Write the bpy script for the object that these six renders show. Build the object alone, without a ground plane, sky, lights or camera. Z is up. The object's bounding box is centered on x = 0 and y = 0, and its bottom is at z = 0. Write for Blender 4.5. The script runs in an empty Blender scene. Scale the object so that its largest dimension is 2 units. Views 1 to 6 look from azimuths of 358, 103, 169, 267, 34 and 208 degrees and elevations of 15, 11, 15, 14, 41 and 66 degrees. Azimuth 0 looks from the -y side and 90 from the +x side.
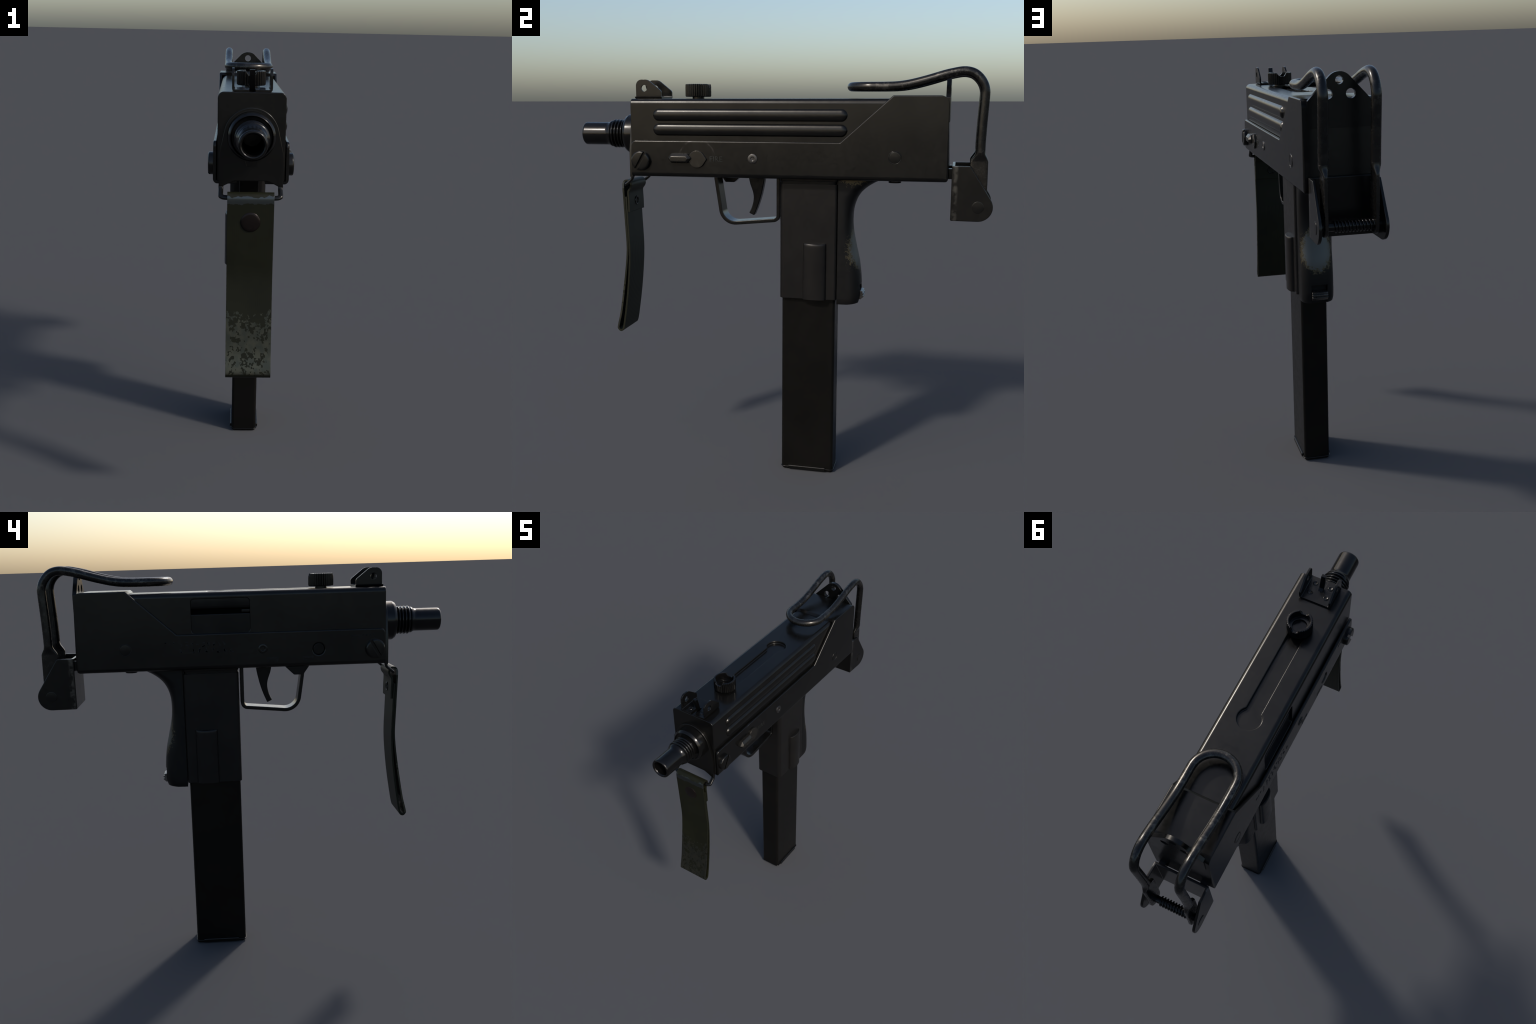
import bpy, bmesh, math, random
from mathutils import Vector, Matrix

random.seed(7)
SCENE = bpy.context.scene.collection
XC = -0.004            # the gun's own mid-plane in the frame
BZ = 1.672             # height of the barrel axis

# ------------------------------------------------------------------ materials
class Nodes:
    """small helper for building node materials"""
    def __init__(self, name):
        self.m = bpy.data.materials.new(name)
        self.m.use_nodes = True
        self.t = self.m.node_tree
        self.b = self.t.nodes['Principled BSDF']
        self.co = self.t.nodes.new('ShaderNodeTexCoord').outputs['Object']
        self.xyz = None
    def n(self, kind, **kw):
        x = self.t.nodes.new(kind)
        for k, v in kw.items():
            setattr(x, k, v)
        return x
    def put(self, sock, val):
        if hasattr(val, 'is_output'):
            self.t.links.new(val, sock)
        else:
            sock.default_value = val
    def axis(self, i):
        if self.xyz is None:
            s = self.n('ShaderNodeSeparateXYZ')
            self.put(s.inputs[0], self.co)
            self.xyz = s
        return self.xyz.outputs[i]
    def noise(self, scale, detail=4, rough=.6, stretch=(1, 1, 1), off=(0, 0, 0)):
        mp = self.n('ShaderNodeMapping')
        self.put(mp.inputs['Vector'], self.co)
        mp.inputs['Scale'].default_value = stretch
        mp.inputs['Location'].default_value = off
        x = self.n('ShaderNodeTexNoise')
        self.put(x.inputs['Vector'], mp.outputs[0])
        x.inputs['Scale'].default_value = scale
        x.inputs['Detail'].default_value = detail
        x.inputs['Roughness'].default_value = rough
        return x.outputs['Fac']
    def math(self, op, a, b=0.0, clamp=False):
        x = self.n('ShaderNodeMath', operation=op, use_clamp=clamp)
        self.put(x.inputs[0], a)
        self.put(x.inputs[1], b)
        return x.outputs[0]
    def ramp(self, fac, lo, hi, a=0.0, b=1.0):
        x = self.n('ShaderNodeMapRange', interpolation_type='SMOOTHSTEP')
        self.put(x.inputs[0], fac)
        x.inputs[1].default_value = lo
        x.inputs[2].default_value = hi
        x.inputs[3].default_value = a
        x.inputs[4].default_value = b
        return x.outputs[0]
    def mix(self, fac, a, b):
        x = self.n('ShaderNodeMix', data_type='RGBA')
        self.put(x.inputs[0], fac)
        for s, v in ((x.inputs[6], a), (x.inputs[7], b)):
            self.put(s, v if hasattr(v, 'is_output') else (*v, 1))
        return x.outputs[2]
    def mixf(self, fac, a, b):
        x = self.n('ShaderNodeMix', data_type='FLOAT')
        self.put(x.inputs[0], fac)
        self.put(x.inputs[2], a)
        self.put(x.inputs[3], b)
        return x.outputs[0]
    def bump(self, h, strength=.2, dist=.002):
        x = self.n('ShaderNodeBump')
        self.put(x.inputs['Height'], h)
        x.inputs['Strength'].default_value = strength
        x.inputs['Distance'].default_value = dist
        bv = self.n('ShaderNodeBevel', samples=4)
        bv.inputs['Radius'].default_value = .0022
        self.t.links.new(bv.outputs[0], x.inputs['Normal'])
        self.t.links.new(x.outputs[0], self.b.inputs['Normal'])
    def blob(self, centre, radii):
        """0 at the centre of an ellipsoid, 1 on its surface, more outside"""
        acc = None
        for i in range(3):
            if radii[i] is None:
                continue
            d = self.math('DIVIDE', self.math('SUBTRACT', self.axis(i), centre[i]), radii[i])
            d = self.math('MULTIPLY', d, d)
            acc = d if acc is None else self.math('ADD', acc, d)
        return self.math('SQRT', acc)
    def done(self, col, rough, metal=0.0, spec=.5):
        self.put(self.b.inputs['Base Color'], col if hasattr(col, 'is_output') else (*col, 1))
        self.put(self.b.inputs['Roughness'], rough)
        self.put(self.b.inputs['Metallic'], metal)
        self.put(self.b.inputs['Specular IOR Level'], spec)
        return self.m


def steel(name, dark=(.0245, .0238, .0226), light=(.0305, .0294, .0274), r0=.225, r1=.27,
          scuff=(.11, .105, .097), amount=.72, spec=.4, extra=None, grain=.04, metal=.86):
    k = Nodes(name)
    big = k.noise(5, 4, .6)
    fine = k.noise(38, 5, .65)
    col = k.mix(k.ramp(big, .3, .7), dark, light)
    wear = k.math('MULTIPLY', k.ramp(k.noise(7, 3, .6, off=(3, 1, 2)), .60, .78),
                  k.ramp(k.noise(60, 6, .75, stretch=(1, .35, 1)), amount - .12, amount + .08))
    col = k.mix(k.math('MULTIPLY', wear, .6), col, scuff)
    rough = k.mixf(k.ramp(fine, .3, .7), r0, r1)
    if extra:
        got = extra(k, col, rough)
        col, rough = got[:2]
        if len(got) > 2:
            metal = got[2]
    k.bump(fine, grain, .001)
    return k.done(col, rough, metal, spec)


def frame_marks(k, col, rough):
    # circular rub mark of the safety lever and a few thin scratches
    d = k.blob((0, -.366, 1.561), (None, 1, 1))
    ring = k.math('SUBTRACT', 1.0, k.ramp(k.math('ABSOLUTE', k.math('SUBTRACT', d, .090)), .001, .005))
    side = k.math('GREATER_THAN', k.axis(0), .1)
    up = k.ramp(k.axis(2), 1.578, 1.60)
    n = k.ramp(k.noise(30, 4, .6), .36, .6)
    f = k.math('MULTIPLY', k.math('MULTIPLY', ring, side), k.math('MULTIPLY', up, n))
    col = k.mix(k.math('MULTIPLY', f, .55), col, (.085, .080, .082))
    return col, rough


def wire_rub(k, col, rough):
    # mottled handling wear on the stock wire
    n = k.ramp(k.noise(30, 5, .7, off=(1, 5, 2)), .48, .66)
    p = k.ramp(k.noise(6, 2, .5, off=(7, 1, 3)), .42, .60)
    f = k.math('MULTIPLY', k.math('MULTIPLY', n, p), k.ramp(k.axis(2), 1.84, 1.90, .25, 1.0))
    return k.mix(f, col, (.092, .085, .074)), k.mixf(f, rough, .36)


def hinge_wear(k, col, rough):
    # bare grey rubbed along the front bend and the sloping rear edge
    a = k.math('ABSOLUTE', k.math('SUBTRACT', k.axis(1), .832))
    a = k.ramp(a, .004, .016, 1, 0)
    n = k.ramp(k.noise(26, 5, .7), .42, .60)
    f = k.math('MULTIPLY', k.math('MULTIPLY', a, n), k.ramp(k.math('ABSOLUTE', k.axis(0)), .128, .134))
    col = k.mix(k.math('MULTIPLY', f, .8), col, (.13, .124, .112))
    return col, rough


def grip_wear(k, col, rough):
    nz = k.noise(75, 5, .75)
    w = k.math('SUBTRACT', k.blob((.006, .40, 1.135), (.080, .085, .105)), k.math('MULTIPLY', k.math('SUBTRACT', nz, .5), 1.35))
    core = k.ramp(w, .86, .93, 1, 0)
    rim = k.ramp(w, .86, 1.06, 1, 0)
    rim = k.math('GREATER_THAN', rim, .08)
    nz2 = k.noise(95, 5, .75, off=(4, 4, 4))
    w2 = k.math('SUBTRACT', k.blob((.08, .37, 1.475), (.05, .11, .055)), k.math('MULTIPLY', k.math('SUBTRACT', nz2, .5), 2.0))
    f2 = k.math('LESS_THAN', w2, .48)
    w3 = k.math('SUBTRACT', k.blob((.075, .365, 1.13), (.03, .045, .12)), k.math('MULTIPLY', k.math('SUBTRACT', nz, .5), 2.2))
    f3 = k.math('LESS_THAN', w3, .45)
    fleck = k.math('MAXIMUM', k.math('MAXIMUM', f2, f3), rim)
    col = k.mix(fleck, col, (.078, .066, .042))
    col = k.mix(core, col, (.088, .092, .092))
    bare = k.math('MAXIMUM', core, fleck)
    rough = k.mixf(bare, rough, .38)
    return col, rough, k.math('MULTIPLY', bare, .72)


M_STEEL = steel('blackened_steel')
M_FRAME = steel('blackened_frame_steel', extra=frame_marks)
M_DARK = steel('dark_steel', dark=(.016, .016, .0162), light=(.024, .0236, .023))
M_BARREL = steel('polished_blued_steel', dark=(.020, .020, .0205), light=(.028, .0272, .0264), r0=.17, r1=.22, grain=.03)
M_WIRE = steel('rubbed_wire_steel', dark=(.026, .026, .026), light=(.046, .043, .039), r0=.20, r1=.30, extra=wire_rub,
               scuff=(.13, .12, .105), amount=.60)
M_HINGE = steel('rubbed_hinge_steel', extra=hinge_wear)
M_MAG = steel('magazine_steel', dark=(.0125, .0118, .0105), light=(.0165, .0152, .0132), r0=.28, r1=.34, spec=.2, metal=.68)
M_WELL = steel('magazine_well_steel', dark=(.0195, .0183, .0178), light=(.0245, .0228, .0214), r0=.28, r1=.34, spec=.25, metal=.62)
M_BRIGHT = steel('worn_pin_steel', dark=(.07, .067, .064), light=(.16, .15, .14), r0=.24, r1=.36)
M_LEVER = steel('safety_lever_steel', dark=(.034, .0315, .027), light=(.042, .0385, .033), r0=.22, r1=.28, metal=.7)
M_GRIP = steel('grip_polymer', dark=(.0042, .0042, .0044), light=(.0060, .0057, .0055), r0=.32, r1=.42, spec=.22,
               extra=grip_wear, grain=.12, metal=0.0)
M_BORE = steel('near_black_bore', dark=(.0012, .0012, .0012), light=(.002, .002, .002), r0=.75, r1=.85, spec=.05, metal=0.0, amount=2.0)
M_BOLT = steel('bolt_steel', dark=(.018, .018, .018), light=(.026, .026, .026))


def strap_material():
    k = Nodes('olive_webbing')
    v = k.noise(9, 4, .6)
    col = k.mix(k.ramp(v, .3, .7), (.0066, .0070, .0026), (.0096, .0100, .0040))
    # worn patches low on the outer face: blocky patches like flaked print, streaked downwards
    front = k.ramp(k.axis(1), -.7725, -.7655, 1, 0)
    low = k.math('LESS_THAN', k.axis(2), 1.02)
    outer = k.math('MAXIMUM', k.math('MULTIPLY', front, k.math('GREATER_THAN', k.axis(2), .995)), 0.0)
    # outer layer lies ahead of a slanted line in y-z
    slant = k.math('ADD', k.math('MULTIPLY', k.math('SUBTRACT', k.axis(2), 1.03), .155), -.7585)
    ahead = k.math('LESS_THAN', k.axis(1), slant)
    mp = k.n('ShaderNodeMapping')
    k.put(mp.inputs[0], k.co)
    mp.inputs['Scale'].default_value = (1, .05, .8)
    vo = k.n('ShaderNodeTexVoronoi', distance='CHEBYCHEV', feature='F1')
    k.put(vo.inputs['Vector'], mp.outputs[0])
    vo.inputs['Scale'].default_value = 62
    vo.inputs['Randomness'].default_value = .9
    cell = k.n('ShaderNodeSeparateColor')
    k.put(cell.inputs[0], vo.outputs['Color'])
    blocky = cell.outputs[0]
    vo2 = k.n('ShaderNodeTexVoronoi', distance='CHEBYCHEV', feature='F1')
    k.put(vo2.inputs['Vector'], mp.outputs[0])
    vo2.inputs['Scale'].default_value = 150
    c2 = k.n('ShaderNodeSeparateColor')
    k.put(c2.inputs[0], vo2.outputs['Color'])
    mixd = k.math('ADD', k.math('MULTIPLY', blocky, .40), k.math('MULTIPLY', c2.outputs[1], .26))
    mixd = k.math('ADD', mixd, k.math('MULTIPLY', k.noise(14, 4, .6), .42))
    # chance of wear rises from nothing at z=1.02 to nearly full at .88
    chance = k.ramp(k.axis(2), 1.03, .86, 0.0, .62)
    edge = k.ramp(k.math('ABSOLUTE', k.axis(0)), .072, .088, 0, .16)
    chance = k.math('ADD', chance, k.math('MULTIPLY', edge, k.math('LESS_THAN', k.axis(2), .98)))
    worn = k.math('LESS_THAN', mixd, chance)
    worn = k.math('MULTIPLY', worn, k.math('MULTIPLY', ahead, k.math('GREATER_THAN', k.axis(2), .69)))
    # ragged band above the rivet, coloured cool and pale for reflected sky
    nz = k.math('MULTIPLY', k.math('SUBTRACT', k.noise(22, 3, .6, stretch=(1, .1, .3)), .5), .05)
    zz = k.math('ADD', k.axis(2), nz)
    band = k.math('MULTIPLY', k.math('GREATER_THAN', zz, 1.407), k.math('LESS_THAN', zz, 1.437))
    band = k.math('MULTIPLY', band, k.math('LESS_THAN', k.axis(1), -.752))
    # worn places are rubbed through to a shiny surface rather than lighter dye
    patch = k.mix(k.ramp(k.noise(30, 3, .5), .35, .65), (.078, .082, .068), (.112, .108, .082))
    col = k.mix(worn, col, patch)
    col = k.mix(band, col, (.085, .094, .094))
    # dark mildew specks on the inner side
    speck = k.math('GREATER_THAN', k.noise(48, 3, .6, stretch=(1, 1, .45), off=(9, 2, 1)), .66)
    back = k.math('SUBTRACT', 1.0, ahead)
    col = k.mix(k.math('MULTIPLY', k.math('MULTIPLY', speck, back), .7), col, (.003, .003, .003))
    bare = k.math('MAXIMUM', worn, band)
    w = k.n('ShaderNodeTexWave', wave_type='BANDS', bands_direction='X')
    k.put(w.inputs[0], k.co)
    w.inputs['Scale'].default_value = 38
    w.inputs['Distortion'].default_value = 1.0
    k.bump(k.math('MULTIPLY', w.outputs['Fac'], k.math('ADD', k.math('MULTIPLY', back, .9), .1)), .25, .0015)
    return k.done(col, k.mixf(bare, .50, .33), k.math('MULTIPLY', bare, .95), .22)


M_STRAP = strap_material()
M_SNAP = steel('brown_rivet_steel', dark=(.0135, .0102, .0095), light=(.0185, .0140, .0128), metal=.6, spec=.25)

# ------------------------------------------------------------------ mesh tools
ROOT = bpy.data.objects.new('submachine_gun', None)
ROOT.location = (XC, 0, 0)
ROOT['label'] = 'compact black steel submachine gun with folded wire stock and olive strap'
ROOT['category'] = 'firearm'
SCENE.objects.link(ROOT)


def obj_from(bm, name, mat, parent=None):
    bmesh.ops.recalc_face_normals(bm, faces=bm.faces)
    me = bpy.data.meshes.new(name)
    bm.to_mesh(me)
    bm.free()
    o = bpy.data.objects.new(name, me)
    SCENE.objects.link(o)
    o.parent = parent if parent else ROOT
    if mat:
        me.materials.append(mat)
    return o


def finish(o, cutters=(), adders=(), bevel=0.0, seg=3, angle=35, smooth=38):
    """booleans, then a small bevel on what is left sharp, all applied"""
    for kind, lst in (('UNION', adders), ('DIFFERENCE', cutters)):
        for c in lst:
            m = o.modifiers.new('b', 'BOOLEAN')
            m.operation = kind
            m.object = c
            m.solver = 'EXACT'
    if bevel:
        m = o.modifiers.new('v', 'BEVEL')
        m.width = bevel
        m.segments = seg
        m.limit_method = 'ANGLE'
        m.angle_limit = math.radians(angle)
        m.use_clamp_overlap = True
        m.miter_outer = 'MITER_ARC'
    if o.modifiers:
        bake(o)
    for c in list(cutters) + list(adders):
        bpy.data.objects.remove(c)
    shade(o, smooth)
    return o


def bake(o):
    bpy.context.view_layer.update()
    dg = bpy.context.evaluated_depsgraph_get()
    me = bpy.data.meshes.new_from_object(o.evaluated_get(dg))
    old = o.data
    o.modifiers.clear()
    o.data = me
    me.name = o.name
    if old.users == 0:
        bpy.data.meshes.remove(old)


def shade(o, smooth=38):
    """smooth shading with area-weighted corner normals, so flat faces stay flat beside their bevels"""
    me = o.data
    me.polygons.foreach_set('use_smooth', [True] * len(me.polygons))
    lim = math.cos(math.radians(smooth))
    around = [[] for _ in me.vertices]
    info = [(p.normal.copy(), p.area) for p in me.polygons]
    for p in me.polygons:
        for v in p.vertices:
            around[v].append(p.index)
    out = []
    for p in me.polygons:
        n0 = info[p.index][0]
        for v in p.vertices:
            acc = Vector((0, 0, 0))
            for q in around[v]:
                n, ar = info[q]
                if q == p.index or n.dot(n0) > lim:
                    acc += n * ar
            out.append(acc.normalized() if acc.length > 1e-12 else n0)
    me.normals_split_custom_set(out)


def bevel_edges(o, pred, width, seg=3):
    """round only the edges that answer to a rule"""
    bm = bmesh.new()
    bm.from_mesh(o.data)
    bmesh.ops.remove_doubles(bm, verts=bm.verts, dist=1e-5)
    es = [e for e in bm.edges if e.is_manifold and e.calc_face_angle(0) > .6 and pred(*[v.co for v in e.verts])]
    bmesh.ops.bevel(bm, geom=es, offset=width, segments=seg, profile=.5, affect='EDGES')
    bm.to_mesh(o.data)
    bm.free()


def arc(cx, cy, r, a0, a1, n):
    return [(cx + r * math.cos(math.radians(a0 + (a1 - a0) * i / n)),
             cy + r * math.sin(math.radians(a0 + (a1 - a0) * i / n))) for i in range(n + 1)]


def fillet(pts, radii, n=6, closed=True):
    """round the corners of a polygon"""
    out = []
    L = len(pts)
    for i, p in enumerate(pts):
        r = radii[i] if isinstance(radii, (list, tuple)) else radii
        if r <= 0 or (not closed and i in (0, L - 1)):
            out.append(p)
            continue
        P = Vector(p)
        a = Vector(pts[i - 1]) - P
        b = Vector(pts[(i + 1) % L]) - P
        ang = a.angle(b)
        d = min(r / math.tan(ang / 2), a.length * .49, b.length * .49)
        rr = d * math.tan(ang / 2)
        c = P + (a.normalized() + b.normalized()).normalized() * (rr / math.sin(ang / 2))
        s = P + a.normalized() * d - c
        e = P + b.normalized() * d - c
        a0 = math.atan2(s.y, s.x)
        da = math.atan2(e.y, e.x) - a0
        while da > math.pi: da -= 2 * math.pi
        while da < -math.pi: da += 2 * math.pi
        for k in range(n + 1):
            t = a0 + da * k / n
            out.append((c.x + rr * math.cos(t), c.y + rr * math.sin(t)))
    return out


def to3(p, axis, h):
    u, v = p
    return {'x': (h, u, v), 'y': (u, h, v), 'z': (u, v, h)}[axis]


def prism_bm(pts, axis, a, b):
    bm = bmesh.new()
    lo = [bm.verts.new(to3(p, axis, a)) for p in pts]
    hi = [bm.verts.new(to3(p, axis, b)) for p in pts]
    n = len(pts)
    bm.faces.new(lo)
    bm.faces.new(hi[::-1])
    for i in range(n):
        bm.faces.new((lo[i], hi[i], hi[(i + 1) % n], lo[(i + 1) % n]))
    return bm


def prism(name, pts, axis, a, b, mat=None, parent=None):
    return obj_from(prism_bm(pts, axis, a, b), name, mat, parent)


def box(name, x, y, z, mat=None, parent=None):
    return prism(name, [(x[0], y[0]), (x[1], y[0]), (x[1], y[1]), (x[0], y[1])], 'z', z[0], z[1], mat, parent)


def circle(cu, cv, r, n=32):
    return [(cu + r * math.cos(2 * math.pi * i / n), cv + r * math.sin(2 * math.pi * i / n)) for i in range(n)]


def disc(name, axis, c, r, a, b, mat=None, parent=None, n=32):
    return prism(name, circle(c[0], c[1], r, n), axis, a, b, mat, parent)


def lathe(name, prof, axis, centre, mat, parent=None, n=64, closed=False):
    """prof: (radius, position along axis)"""
    bm = bmesh.new()
    rings = []
    for r, h in prof:
        if r <= 1e-6:
            rings.append([bm.verts.new(to3(centre, axis, h))])
        else:
            rings.append([bm.verts.new(to3((centre[0] + r * math.cos(2 * math.pi * i / n),
                                            centre[1] + r * math.sin(2 * math.pi * i / n)), axis, h)) for i in range(n)])
    for A, B in zip(rings, rings[1:] + ([rings[0]] if closed else [])):
        for i in range(n):
            j = (i + 1) % n
            if len(A) == 1 and len(B) == 1:
                continue
            if len(A) == 1:
                bm.faces.new((A[0], B[i], B[j]))
            elif len(B) == 1:
                bm.faces.new((A[i], A[j], B[0]))
            else:
                bm.faces.new((A[i], A[j], B[j], B[i]))
    return obj_from(bm, name, mat, parent)


def loft(name, sections, mat, parent=None, caps=True):
    bm = bmesh.new()
    rings = [[bm.verts.new(p) for p in s] for s in sections]
    n = len(rings[0])
    for A, B in zip(rings, rings[1:]):
        for i in range(n):
            j = (i + 1) % n
            bm.faces.new((A[i], A[j], B[j], B[i]))
    if caps:
        bm.faces.new(rings[0])
        bm.faces.new(rings[-1][::-1])
    return obj_from(bm, name, mat, parent)


def spline(pts, per=6):
    """Catmull-Rom through points of any dimension"""
    P = [Vector(p) for p in pts]
    out = []
    for i in range(len(P) - 1):
        p0 = P[i - 1] if i else P[0] * 2 - P[1]
        p1, p2 = P[i], P[i + 1]
        p3 = P[i + 2] if i + 2 < len(P) else P[-1] * 2 - P[-2]
        for k in range(per):
            t = k / per
            out.append(.5 * ((2 * p1) + (p2 - p0) * t + (2 * p0 - 5 * p1 + 4 * p2 - p3) * t * t + (3 * p1 - p0 - 3 * p2 + p3) * t ** 3))
    out.append(P[-1])
    return out


def tube(name, path, r, mat, parent=None, n=20, rr=None):
    path = [Vector(p) for p in path]
    secs = []
    up = None
    for i, p in enumerate(path):
        t = (path[min(i + 1, len(path) - 1)] - path[max(i - 1, 0)]).normalized()
        if up is None:
            up = Vector((1, 0, 0)) if abs(t.x) < .9 else Vector((0, 0, 1))
        up = (up - t * up.dot(t)).normalized()
        s = t.cross(up)
        q = rr(i / (len(path) - 1)) if rr else r
        secs.append([p + up * (q * math.cos(2 * math.pi * k / n)) + s * (q * math.sin(2 * math.pi * k / n)) for k in range(n)])
    return loft(name, secs, mat, parent)


def ribbon_pts(path, th):
    """closed outline of a strip of thickness th around an open 2D path"""
    L, R = [], []
    n = len(path)
    for i, p in enumerate(path):
        p = Vector(p)
        t = (Vector(path[min(i + 1, n - 1)]) - Vector(path[max(i - 1, 0)])).normalized()
        nn = Vector((-t.y, t.x)) * (th / 2)
        L.append(tuple(p + nn))
        R.append(tuple(p - nn))
    return L, R


def ribbon(name, path, th, axis, a, b, mat, parent=None, cols=1):
    """strip following a 2D path, spanning a..b along an axis"""
    L, R = ribbon_pts(path, th)
    bm = bmesh.new()
    n = len(path)
    g = []
    for c in range(cols + 1):
        h = a + (b - a) * c / cols
        g.append(([bm.verts.new(to3(p, axis, h)) for p in L], [bm.verts.new(to3(p, axis, h)) for p in R]))
    for c in range(cols):
        for s in (0, 1):
            for i in range(n - 1):
                bm.faces.new((g[c][s][i], g[c][s][i + 1], g[c + 1][s][i + 1], g[c + 1][s][i]))
        for i in (0, n - 1):
            bm.faces.new((g[c][0][i], g[c + 1][0][i], g[c + 1][1][i], g[c][1][i]))
    for c in (0, cols):
        for i in range(n - 1):
            bm.faces.new((g[c][0][i], g[c][0][i + 1], g[c][1][i + 1], g[c][1][i]))
    return obj_from(bm, name, mat, parent)


# ------------------------------------------------------------------ upper receiver
HW = .137
prof = fillet([(-HW, 1.487), (HW, 1.487), (HW, 1.843), (-HW, 1.843)], [.006, .006, .024, .024], 8)
upper = prism('upper_receiver', prof, 'y', -.7035, .785, M_STEEL)
slot = prism('cut', [(-.038, -.404)] + [(p[0], p[1]) for p in arc(0, -.404, .038, 180, 360, 12)][1:-1] + [(.038, -.404)] +
             arc(0, .116, .058, -49, 229, 28), 'z', 1.8255, 1.90)
port_pts = fillet([(-.042, 1.648), (.242, 1.648), (.242, 1.811), (-.042, 1.811)], .018, 6)
port = prism('cut', port_pts, 'x', -.20, -.06)
finish(upper, cutters=[slot, port], bevel=.0035, seg=3)

bolt = box('bolt', (-.124, -.05), (-.06, .26), (1.63, 1.738), M_BOLT, upper)
finish(bolt, bevel=.004)
rail = prism('bolt_guide', [(-.120, 1.764), (-.127, 1.776), (-.124, 1.83), (-.06, 1.83), (-.06, 1.764)], 'y', -.06, .26, M_BOLT, upper)
finish(rail, bevel=.002)
backing = box('dark_port_backing', (-.098, -.055), (-.06, .26), (1.70, 1.79), M_BORE, upper)
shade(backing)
extractor = box('extractor', (-.117, -.06), (-.06, -.002), (1.741, 1.757), M_BOLT, upper)
finish(extractor, bevel=.003)

# two pressed stiffening beads on the right wall
for zc in (1.7675, 1.6985):
    secs = []
    hh, out = .0345, .0135
    ys = [-.594 + .0345 * (1 - math.cos(math.radians(a))) for a in range(0, 91, 10)]
    ks = [math.sin(math.radians(a)) for a in range(0, 91, 10)]
    ys += [.351 - .0345 * (1 - math.cos(math.radians(a))) for a in range(90, -1, -10)]
    ks += [math.sin(math.radians(a)) for a in range(90, -1, -10)]
    for y, kk in zip(ys, ks):
        kk = max(kk, .02)
        s = []
        for i in range(25):
            u = -1 + 2 * i / 24
            rad = min(1.0, math.hypot(u * kk, math.sqrt(max(0, 1 - kk * kk))))
            core_r = min(1.0, rad / .80)
            dome = math.sqrt(max(0, 1 - core_r ** 2.4))
            foot = .07 * (1 - rad)
            s.append((HW - .0008 + out * max(dome, foot), y, zc + hh * kk * u))
        s += [(HW - .006, y, zc + hh * kk), (HW - .006, y, zc - hh * kk)]
        secs.append(s)
    bead = loft('stiffening_bead', secs, M_STEEL, upper)
    shade(bead, 75)

# ------------------------------------------------------------------ lower frame
FW = .1545
side = fillet([(-.698, 1.4742), (-.698, 1.6465), (.314, 1.6465), (.549, 1.8565), (.792, 1.8565), (.803, 1.50), (.797, 1.4742)],
              [.004, .022, .004, .004, .036, .012, .022], 8)
frame = prism('lower_frame', side, 'x', -.17, .17, M_FRAME)
# rounded lower long edges and rounded rear corners come from intersecting with two more outlines
trough = prism('cut', fillet([(-FW, 1.4742), (FW, 1.4742), (FW, 1.95), (-FW, 1.95)], [.020, .020, 0, 0], 7), 'y', -.9, 1.0)
plan = prism('cut', fillet([(-FW - .0012, -.9), (FW + .0012, -.9), (FW + .0012, .8035), (-FW - .0012, .8035)], [0, 0, .017, .017], 7), 'z', 1.3, 2.0)
for c in (trough, plan):
    m = frame.modifiers.new('b', 'BOOLEAN')
    m.operation = 'INTERSECT'
    m.object = c
    m.solver = 'EXACT'
bake(frame)
for c in (trough, plan):
    bpy.data.objects.remove(c)
hollow = box('cut', (-.142, .142), (-.80, .776), (1.4865, 1.8440))
gap = box('cut', (-.058, .058), (-.72, -.20), (1.44, 1.50))
pinhole = [disc('cut', 'x', (-.371, 1.557), .029, -.20, -.10)]
finish(frame, cutters=[hollow, gap] + pinhole)
bevel_edges(frame, lambda a, b: all(abs(abs(v.x) - FW) < 2e-4 and v.y < .77 and v.z > 1.50 for v in (a, b)), .0060, 4)
shade(frame)

tab = fillet([(-.132, 1.74), (.132, 1.74), (.132, 1.848), (.0, 1.987), (-.132, 1.848)], [0, 0, .004, .058, .004], 10)
tabo = prism('rear_tab', tab, 'y', .7785, .7985, M_FRAME, frame)
holes = [disc('cut', 'y', (0, 1.927), .0165, .7, .9), disc('cut', 'y', (.047, 1.873), .0200, .7, .9), disc('cut', 'y', (-.047, 1.873), .0200, .7, .9)]
finish(tabo, cutters=holes, bevel=.003)

# big slotted screws on both sides at the front
for s in (1, -1):
    sc = lathe('slotted_screw', [(0, s * .150), (.0465, s * .150), (.0465, s * .1690), (.0455, s * .1715), (.0425, s * .1742), (.0385, s * .1755), (0, s * .1755)], 'x', (-.647, 1.5505), M_STEEL, frame, 56)
    d = Vector((.5, .866))
    nn = Vector((-d.y, d.x)) * .0072
    q = [Vector((-.647, 1.5505)) + d * .07 + nn, Vector((-.647, 1.5505)) + d * .07 - nn,
         Vector((-.647, 1.5505)) - d * .07 - nn, Vector((-.647, 1.5505)) - d * .07 + nn]
    cut = prism('cut', [tuple(v) for v in q], 'x', s * .1655, s * .20)
    finish(sc, cutters=[cut], smooth=42)

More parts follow.
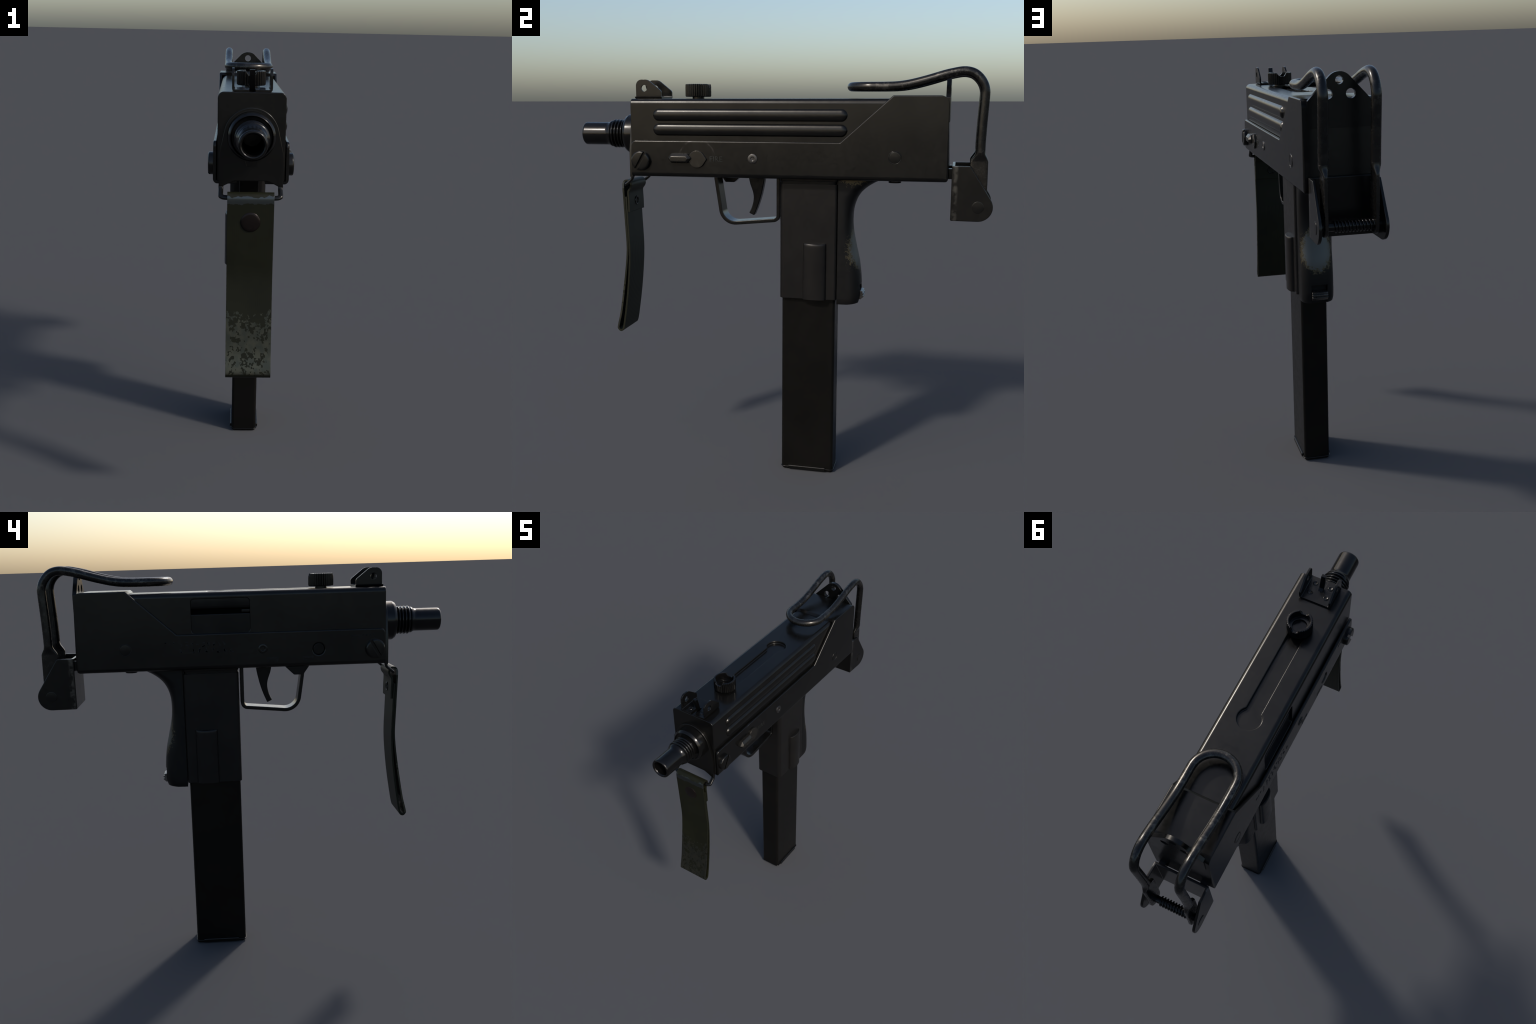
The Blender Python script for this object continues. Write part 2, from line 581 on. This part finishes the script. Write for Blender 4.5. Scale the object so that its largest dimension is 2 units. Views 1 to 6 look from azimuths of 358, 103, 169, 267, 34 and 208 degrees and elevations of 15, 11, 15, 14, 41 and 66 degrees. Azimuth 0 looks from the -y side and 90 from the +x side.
# pins
def pin(s, y, z, r):
    p = lathe('pin', [(0, s * .1556), (r - .0015, s * .1556), (r, s * .1548), (r, s * .150)], 'x', (y, z), M_FRAME, frame, 40)
    shade(p, 30)
    g = lathe('pin_collar', [(r + .0052, s * .1535), (r + .0046, s * .1556), (r + .0030, s * .1562), (r + .0016, s * .1556), (r + .0012, s * .1535)], 'x', (y, z), M_FRAME, frame, 40)
    shade(g, 60)
for s in (1, -1):
    pin(s, .564, 1.5815, .0255)
rv = lathe('rivet_pin', [(0, .1560), (.007, .1560), (.0095, .1585), (.017, .1590), (.0225, .1575), (.0235, .154)], 'x', (-.095, 1.5665), M_BRIGHT, frame, 28)
shade(rv)
rv = lathe('rivet_pin', [(0, -.1560), (.010, -.1560), (.0125, -.1585), (.018, -.1590), (.0225, -.1575), (.0235, -.154)], 'x', (-.0985, 1.567), M_STEEL, frame, 28)
shade(rv)
dk = disc('selector_shaft', 'x', (-.371, 1.557), .027, -.150, -.13, M_DARK, frame)
finish(dk, bevel=.002)
# underside: assembly pin and selector tab
up = disc('bottom_stud', 'z', (0, .555), .030, 1.4545, 1.478, M_DARK, frame)
finish(up, bevel=.003)
st = prism('selector_tab', [(-.327, 1.4735), (-.297, 1.4315), (-.251, 1.4315), (-.207, 1.4735)], 'x', -.128, -.088, M_DARK, frame)
finish(st, bevel=.003)

# safety lever
hub = [(-.366 + .0405 * math.cos(math.radians(a)), 1.561 + .0405 * math.sin(math.radians(a))) for a in range(42, 319, 6)] + [(-.318, 1.561)]
hub = fillet(hub, [0] * (len(hub) - 1) + [.004], 3)
lever = prism('safety_lever', hub, 'x', .152, .1635, M_LEVER, frame)
finish(lever, bevel=.002)
th_lo = [(-.507, 1.565), (-.490, 1.5875), (-.412, 1.5875), (-.388, 1.567), (-.400, 1.5425), (-.495, 1.5425)]
th_hi = [(-.4965, 1.563), (-.489, 1.573), (-.415, 1.573), (-.406, 1.563), (-.416, 1.551), (-.489, 1.551)]
th_lo = [(-.508, 1.566), (-.489, 1.588), (-.411, 1.588), (-.391, 1.566), (-.411, 1.543), (-.489, 1.543)]
th = loft('thumb_piece', [[(.152, *p) for p in th_lo], [(.170, *p) for p in th_lo], [(.1825, *p) for p in th_hi]], M_LEVER, lever)
finish(th, bevel=.0022)

# ------------------------------------------------------------------ stamped marks
def stamp(body, side, y, z, size, mat, depth=.0014):
    c = bpy.data.curves.new('stamped_lettering', 'FONT')
    c.body = body
    c.size = size
    c.align_x = 'CENTER'
    c.align_y = 'CENTER'
    c.extrude = depth
    c.resolution_u = 2
    o = bpy.data.objects.new('stamped_lettering', c)
    SCENE.objects.link(o)
    dg = bpy.context.evaluated_depsgraph_get()
    me = bpy.data.meshes.new_from_object(o.evaluated_get(dg))
    bpy.data.objects.remove(o)
    if side > 0:
        R = Matrix(((0, 0, 1), (1, 0, 0), (0, 1, 0))).to_4x4()
    else:
        R = Matrix(((0, 0, -1), (-1, 0, 0), (0, 1, 0))).to_4x4()
    me.transform(Matrix.Translation((side * FW, y, z)) @ R)
    me.materials.append(mat)
    q = bpy.data.objects.new('stamped_lettering', me)
    SCENE.objects.link(q)
    q.parent = frame
    return q

M_MARK_R = steel('rubbed_lettering', dark=(.010, .011, .010), light=(.034, .036, .033), r0=.36, r1=.5, metal=.45)
M_MARK = steel('stamped_letter_steel', dark=(.026, .027, .028), light=(.036, .038, .040))
stamp('FIRE', 1, -.273, 1.561, .036, M_MARK_R, .0007)
stamp('SMG', -1, -.144, 1.512, .030, M_MARK, .001)
stamp('SEMI', -1, -.316, 1.513, .030, M_MARK, .001)
# worn maker's lines: no longer legible, built as shallow broken strokes
rs = random.Random(11)
def strokes(y0, y1, z, h, step):
    bm = bmesh.new()
    y = y0
    while y > y1:
        wdt = step * rs.uniform(.45, .8)
        for _ in range(rs.choice((2, 2, 3))):
            yy = y - rs.uniform(0, wdt * .5)
            zz = z + rs.uniform(-h * .42, h * .42)
            if rs.random() < .5:
                a, b = rs.uniform(.6, 1) * wdt, h * .17
            else:
                a, b = h * .17, rs.uniform(.5, .9) * h
                zz = z
            ang = rs.uniform(-.5, .5)
            ca, sa = math.cos(ang), math.sin(ang)
            base = []
            for d in (-.1538, -.1556):
                base.append([bm.verts.new((d, yy + (u * ca - v * sa), zz + (u * sa + v * ca)))
                             for u, v in ((-a / 2, -b / 2), (a / 2, -b / 2), (a / 2, b / 2), (-a / 2, b / 2))])
            bm.faces.new(base[1])
            for i in range(4):
                j = (i + 1) % 4
                bm.faces.new((base[0][i], base[0][j], base[1][j], base[1][i]))
        y -= step
    o = obj_from(bm, 'worn_lettering', M_MARK, frame)
    o['kind'] = 'stuff'
strokes(.372, .315, 1.606, .017, .020)
strokes(.298, .085, 1.598, .024, .026)
strokes(.300, .060, 1.567, .027, .030)
strokes(-.53, -.645, 1.615, .014, .018)

# ------------------------------------------------------------------ barrel and nut
prof = [(.0405, -.992), (.0435, -.9985), (.0475, -1.0), (.051, -.9992), (.0545, -.9955), (.0557, -.989), (.0557, -.878),
        (.0562, -.870), (.0600, -.862), (.0635, -.857), (.0640, -.852), (.0600, -.8485)]
for c in (-.838, -.8215, -.805, -.7885):
    prof += [(.0590, c - .0080), (.0650, c - .0055), (.0690, c - .0022), (.0694, c), (.0690, c + .0022), (.0650, c + .0055), (.0590, c + .0080)]
prof += [(.0622, -.7795), (.0622, -.745)]
barrel = lathe('barrel', prof, 'y', (0, BZ), M_BARREL, None, 72)
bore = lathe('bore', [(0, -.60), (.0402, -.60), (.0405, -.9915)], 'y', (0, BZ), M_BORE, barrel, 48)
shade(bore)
shade(barrel, 50)
nut = lathe('barrel_nut', [(.060, -.7600), (.0790, -.7600), (.0812, -.7615), (.0826, -.7690), (.0838, -.7710), (.0855, -.7718), (.0878, -.7705), (.0905, -.766), (.0945, -.7595), (.0955, -.757), (.0955, -.722), (.0975, -.720), (.0975, -.70)], 'y', (0, BZ), M_BARREL, None, 72)
shade(nut, 50)

# ------------------------------------------------------------------ sling plate with hanging loop
r = .1115
arch = arc(0, BZ, r, 16, 164, 24)
outline = [(-.1305, 1.597), (-.1305, 1.468), (-.112, 1.468), (-.093, 1.478), (-.068, 1.490), (.068, 1.490), (.093, 1.478), (.112, 1.468), (.1305, 1.468), (.1305, 1.597)] + arch
plate = prism('sling_plate', outline, 'y', -.7180, -.700, M_STEEL)
finish(plate, bevel=.003)
# loop: two legs bending forward and a bar between them
leg = [(-.7095, 1.470), (-.7105, 1.460), (-.7145, 1.4525), (-.745, 1.4265)]
pts = []
path = [(-.1212, -.708, 1.472), (-.1212, -.7095, 1.461), (-.1212, -.716, 1.4515), (-.1212, -.738, 1.4335), (-.1185, -.7415, 1.4305), (-.110, -.745, 1.4275), (-.095, -.746, 1.4265)]
path = [Vector(p) for p in path]
full = spline([tuple(p) for p in path], 4)
full = full + [Vector((-p.x, p.y, p.z)) for p in reversed(full)]
secs = []
nrm = Vector((0, -.66, -.75))
for i, p in enumerate(full):
    t = (full[min(i + 1, len(full) - 1)] - full[max(i - 1, 0)]).normalized()
    flat = Vector((0, -.62, .78)) if p.z < 1.455 else Vector((0, -1, .15)).normalized()
    flat = (flat - t * flat.dot(t)).normalized()
    w = t.cross(flat)
    secs.append([p + w * (.0100 * a) + flat * (.0068 * b) for a, b in ((1, .5), (.6, 1), (-.6, 1), (-1, .5), (-1, -.5), (-.6, -1), (.6, -1), (1, -.5))])
loop = loft('sling_loop', secs, M_STEEL, plate)
shade(loop, 50)
# embossed twin mark under the barrel
for s in (-1, 1):
    em = ribbon('stamped_mark', [(s * .0265 - .0015 * s, 1.570), (s * .021, 1.553), (s * .015, 1.549), (s * .006, 1.549), (s * .0045, 1.570)],   .0036, 'y', -.7205, -.716, M_STEEL, plate)
    shade(em)

# ------------------------------------------------------------------ front sight
u_path = fillet([(-.0766, 1.95), (-.0766, 1.8475), (.0766, 1.8475), (.0766, 1.95)], [0, .009, .009, 0], 5, closed=False)
sight = ribbon('front_sight', u_path, .0092, 'y', -.701, -.565, M_STEEL)
ear = fillet([(-.694, 1.82), (-.694, 1.934), (-.634, 1.934), (-.566, 1.880), (-.566, 1.82)], [0, .042, .038, .014, 0], 9)
trim = prism('cut', ear, 'x', -.2, .2)
keep = box('cut', (-.2, .2), (-.8, -.5), (1.80, 1.8535))
m = trim.modifiers.new('b', 'BOOLEAN')
m.operation = 'UNION'
m.object = keep
m.solver = 'EXACT'
bake(trim)
bpy.data.objects.remove(keep)
m = sight.modifiers.new('b', 'BOOLEAN')
m.operation = 'INTERSECT'
m.object = trim
m.solver = 'EXACT'
bake(sight)
bpy.data.objects.remove(trim)
cuts = [disc('cut', 'x', (-.6525, 1.893), .0155, -.2, .2, n=28), box('cut', (-.0125, .0125), (-.75, -.643), (1.83, 1.87))]
finish(sight, cutters=cuts, smooth=45)
blade = prism('sight_blade', [(-.647, 1.843), (-.630, 1.8515), (-.645, 1.862), (-.661, 1.9285), (-.677, 1.9285), (-.671, 1.900), (-.657, 1.858)], 'x', -.0112, .0112, M_DARK, sight)
finish(blade, bevel=.0012, seg=2)
for x, y in ((.039, -.666), (-.039, -.666), (.041, -.608), (-.041, -.608)):
    rvt = lathe('rivet', [(0, 1.8528), (.0075, 1.8528), (.0095, 1.8552), (.0125, 1.8550), (.0145, 1.8515)], 'z', (x, y), M_STEEL, sight, 20)
    shade(rvt, 60)

# ------------------------------------------------------------------ cocking knob
NF = 34
KY = -.404
bm = bmesh.new()
def ring(rf, z, n=NF * 6):
    return [bm.verts.new((rf(i) * math.cos(2 * math.pi * i / n), KY + rf(i) * math.sin(2 * math.pi * i / n), z)) for i in range(n)]
flute = lambda r, d: (lambda i: r - d * (.5 - .5 * math.cos(2 * math.pi * i / 6)) ** 1.6)
flat = lambda r: (lambda i: r)
rings = [ring(flat(.020), 1.852), ring(flat(.058), 1.852), ring(flute(.0618, .0040), 1.8545), ring(flute(.0625, .0045), 1.857), ring(flute(.0625, .0045), 1.909),
         ring(flute(.0615, .0038), 1.9122), ring(flat(.0565), 1.9130), ring(flat(.0515), 1.9128), ring(flat(.0505), 1.911), ring(flat(.0495), 1.8725),
         ring(flat(.036), 1.8710), ring(flat(.0345), 1.8690), ring(flat(.034), 1.8610)]
for A, B in zip(rings, rings[1:]):
    n = len(A)
    for i in range(n):
        bm.faces.new((A[i], A[(i + 1) % n], B[(i + 1) % n], B[i]))
bm.faces.new(rings[0])
bm.faces.new(rings[-1])
knob = obj_from(bm, 'cocking_knob', M_BARREL)
vee = fillet([(-.0265, 1.93), (-.0235, 1.909), (-.013, 1.894), (.013, 1.894), (.0235, 1.909), (.0265, 1.93)], [0, .003, .010, .010, .003, 0], 4)
finish(knob, cutters=[prism('cut', vee, 'y', KY - .1, KY + .1)], bevel=0)
stem = disc('knob_stem', 'z', (0, KY), .029, 1.82, 1.853, M_STEEL, knob)
finish(stem, bevel=.001)

# ------------------------------------------------------------------ trigger guard and trigger
gp = fillet([(-.3105, 1.485), (-.274, 1.2385), (.004, 1.2655), (.004, 1.485)], [0, .072, .026, 0], 12, closed=False)
guard = ribbon('trigger_guard', gp, .0175, 'x', -.044, .044, M_STEEL)
finish(guard, bevel=.003)
front = spline([(-.152, 1.485), (-.146, 1.457), (-.141, 1.435), (-.127, 1.394), (-.1245, 1.361), (-.133, 1.325), (-.1475, 1.294)], 5)
rear = spline([(-.122, 1.282), (-.104, 1.325), (-.089, 1.37), (-.078, 1.415), (-.070, 1.458), (-.069, 1.485)], 5)
trig = prism('trigger', [tuple(p) for p in front] + [tuple(p) for p in rear], 'x', -.021, .021, M_DARK)
finish(trig, bevel=.0045, seg=3, angle=50)

# ------------------------------------------------------------------ magazine well, grip, magazine
wp = fillet([(-.0880, .0205), (.0880, .0205), (.0880, .2955), (-.0880, .2955)], [.022, .022, .012, .012], 7)
well = prism('magazine_well', wp, 'z', .893, 1.447, M_WELL)
finish(well, cutters=[box('cut', (-.0685, .0685), (.026, .2925), (.85, .98))], bevel=.0035)
neck = prism('well_neck', fillet([(-.085, .024), (.085, .024), (.085, .291), (-.085, .291)], .018, 6), 'z', 1.44, 1.486, M_DARK, well)
shade(neck)
collar = prism('well_rim', wp, 'z', 1.460, 1.486, M_WELL, well)
finish(collar, bevel=.003)
# half-round bulges on both sides
for s in (-1, 1):
    yc, hw, out = .1915, .0555, .026
    secs = []
    for z, k in ((.8935, 1.0), (1.150, 1.0), (1.158, .985), (1.1635, .93), (1.1665, .80)):
        q = [(s * (.0865 + (out + .0005) * k * math.sin(math.pi * i / 20) ** .75), yc - hw * math.cos(math.pi * i / 20) * (1 if k == 1 else .995), z) for i in range(21)]
        q += [(s * .080, yc + hw, z), (s * .080, yc - hw, z)]
        secs.append(q)
    bulge = loft('well_bulge', secs, M_WELL, well)
    shade(bulge, 45)

gz = [(.871, .386), (.8745, .398), (.882, .4045), (.915, .4105), (.953, .4095), (1.0, .407), (1.069, .399), (1.145, .382), (1.221, .3665),
      (1.278, .3625), (1.335, .3675), (1.387, .387), (1.425, .419), (1.457, .468), (1.484, .535)]
gz = spline(gz, 5)
secs = []
for p in gz:
    z, yb = p
    hw = .0785 - .012 * max(0, (.905 - z) / .034) ** 2 * .4
    d = min(.062, (yb - .2985) * .72)
    q = [(-hw, .2985, z), (-hw, .2985 + (yb - d - .2985) * .5, z)]
    for i in range(25):
        a = math.pi * i / 24
        c, s_ = -math.cos(a), math.sin(a)
        e = .80
        q.append((hw * math.copysign(abs(c) ** e, c), yb - d + d * s_ ** e, z))
    q += [(hw, .2985 + (yb - d - .2985) * .5, z), (hw, .2985, z)]
    secs.append(q)
grip = loft('grip', secs, M_GRIP)
pocket = box('cut', (-.0385, .0385), (.378, .50), (.80, .9655))
finish(grip, cutters=[pocket], bevel=.002, seg=2, angle=50, smooth=50)
rel = prism('magazine_release', [(.37, .897), (.409, .8925), (.4145, .898), (.4225, .905), (.4235, .910), (.4165, .9125), (.4225, .9165), (.4225, .922), (.4165, .9245), (.4195, .930), (.413, .9345), (.37, .936)], 'x', -.0375, .0375, M_BRIGHT)
finish(rel, bevel=.0012, seg=2)
core = box('well_spine', (-.06, .06), (.29, .31), (.90, 1.47), M_DARK, well)
shade(core)

mp = fillet([(-.0648, .0280), (.0648, .0280), (.0648, .2885), (-.0648, .2885)], [.015, .015, .015, .015], 7)
mag = prism('magazine', mp, 'z', .013, .97, M_MAG)
finish(mag, bevel=.002, seg=2)
bp = fillet([(-.0630, .031), (.0630, .031), (.0630, .2890), (-.0630, .2890)], .016, 6)
base = prism('magazine_base', bp, 'z', 0.0, .011, M_MAG, mag)
finish(base, bevel=.003)
wire = [(x, y, .0155) for x, y in fillet([(-.0668, .0270), (.0668, .0270), (.0668, .2905), (-.0668, .2905)], .018, 6)]
for s in (-1, 1):
    lip = prism('base_lip', fillet([(s * .055, .003), (s * .074, .003), (s * .074, .022), (s * .064, .0235), (s * .062, .010)], [0, .005, .005, .002, 0], 4), 'y', .066, .252, M_STEEL, mag)
    finish(lip, bevel=.0015, seg=2)
seam = tube('base_seam', [(*p[:2], .0125) for p in wire] + [(wire[0][0], wire[0][1], .0125)], .0026, M_STEEL, mag, 8)
shade(seam, 60)

# ------------------------------------------------------------------ stock: hinge bracket, spring, wire
PY, PZ = .935, 1.366
arm = [(.8160, 1.3015), (.8160, 1.5475), (.8965, 1.5475)]
arm += arc(PY, PZ, .0650, 31, -90, 18)
arm = fillet(arm, [.006, .0, .006] + [0] * 19, 4)
hinge = prism('stock_hinge', arm, 'x', -.139, .139, M_HINGE)
inner = box('cut', (-.1255, .1255), (.829, 1.2), (1.2, 1.7))
finish(hinge, cutters=[inner], bevel=.003)
for v in hinge.data.vertices:      # arms splay slightly to the rear
    v.co.x *= 1 + .030 * (v.co.y - .83) / .17
shade(hinge)
for s in (-1, 1):
    pv = lathe('pivot_head', [(0, s * .1440), (.0245, s * .1440), (.0265, s * .1432), (.0270, s * .137)], 'x', (PY, PZ), M_STEEL, hinge, 32)
    shade(pv)
    lk = box('hinge_link', (s * .090, s * .124) if s > 0 else (-.124, -.090), (.785, .818), (1.488, 1.534), M_DARK, hinge)
    finish(lk, bevel=.002)
axle = disc('axle', 'x', (PY, PZ), .0175, -.128, .128, M_DARK, hinge, 24)
shade(axle)
turns, N = 11.5, 24
coil = []
for i in range(int(turns * N) + 1):
    t = i / N
    a = 2 * math.pi * t
    coil.append((-.096 + .166 * t / turns, PY + .0215 * math.cos(a), PZ + .0215 * math.sin(a)))
spring = tube('torsion_spring', coil, .0040, M_BARREL, hinge, 8)
shade(spring, 60)

WX, WR = .106, .0208
half = [(WX, .9365, 1.606), (WX, .9370, 1.66), (WX, .9405, 1.75), (WX, .9455, 1.85), (WX, .9445, 1.884), (WX, .9335, 1.913), (WX, .9150, 1.937),
        (WX, .8930, 1.9530), (WX, .8670, 1.9605), (WX, .8410, 1.9608), (WX, .810, 1.9555), (WX, .770, 1.9465), (WX, .705, 1.9275), (WX, .645, 1.9120),
        (WX, .600, 1.9030), (WX, .555, 1.8980), (WX, .500, 1.8965)]
half = [tuple(p) for p in spline(half, 5)]
bend = [(WX * math.cos(math.radians(a)), .452 - WX * math.sin(math.radians(a)), 1.8965) for a in range(0, 181, 7)]
bend[-1] = (-WX, .452, 1.8965)
path = half + bend + [(-x, y, z) for x, y, z in reversed(half)]
stock = tube('wire_stock', path, WR, M_WIRE, None, 24)
shade(stock, 60)
# flattened ends that turn on the hinge axle
for s in (-1, 1):
    secs = []
    def sec(z, hy, hx, yc, e, xc):
        q = []
        for i in range(28):
            a = 2 * math.pi * i / 28
            c, d = math.cos(a), math.sin(a)
            q.append((s * (xc + hx * math.copysign(abs(c) ** e, c)), yc + hy * math.copysign(abs(d) ** e, d), z))
        return q
    for z, hy, hx, yc, e, xc in ((1.615, WR, WR, .9366, 1, WX), (1.606, .0212, .0205, .9365, .98, WX), (1.596, .0245, .0185, .936, .9, WX - .001), (1.586, .0305, .0145, .935, .75, .1045),
                                 (1.575, .0365, .0105, .9335, .55, .104), (1.566, .0388, .0092, .933, .4, .104), (1.50, .0392, .0092, .933, .35, .104), (1.42, .0392, .0092, .9335, .35, .104),
                                 (1.366, .0390, .0092, .935, .35, .104), (1.350, .0355, .0092, .935, .35, .104), (1.338, .0275, .0092, .935, .35, .104), (1.329, .0140, .0092, .935, .35, .104)):
        secs.append(sec(z, hy, hx, yc, e, xc))
    end = loft('flattened_end', secs, M_WIRE, stock)
    shade(end, 45)

# ------------------------------------------------------------------ strap
sp = [(-.7435, 1.2895), (-.7440, 1.34), (-.7460, 1.383), (-.7430, 1.396), (-.7335, 1.409), (-.7300, 1.424), (-.7345, 1.438), (-.7465, 1.446), (-.7600, 1.4445), (-.7690, 1.4345),
      (-.7712, 1.418), (-.7695, 1.372), (-.7665, 1.307), (-.7625, 1.22), (-.7585, 1.13), (-.7606, 1.07), (-.7700, .985), (-.7830, .895), (-.8015, .78), (-.8195, .703), (-.8198, .688),
      (-.8105, .678), (-.8000, .680), (-.7935, .690), (-.7860, .725), (-.7700, .83), (-.7585, .925), (-.7505, 1.02), (-.7478, 1.09), (-.7490, 1.15), (-.7525, 1.23), (-.7553, 1.30), (-.7578, 1.365)]
sp = [tuple(p) for p in spline(sp, 5)]
strap = ribbon('hand_strap', sp, .0092, 'x', -.0945, .0945, M_STRAP, None, 1)
finish(strap, bevel=.0016, seg=2, angle=60, smooth=50)
snap = lathe('strap_rivet', [(0, -.7775), (.030, -.7772), (.0375, -.7755), (.0410, -.7725), (.0415, -.766)], 'y', (0, 1.333), M_SNAP, strap, 40)
shade(snap, 50)
eye = lathe('strap_eyelet', [(.0135, -.748), (.0140, -.7375), (.0165, -.7355), (.0215, -.7360), (.0235, -.7395), (.0235, -.748)], 'y', (0, 1.339), M_DARK, strap, 32)
shade(eye, 50)
plug = disc('strap_eyelet_core', 'y', (0, 1.339), .014, -.748, -.7400, M_DARK, strap)
shade(plug)
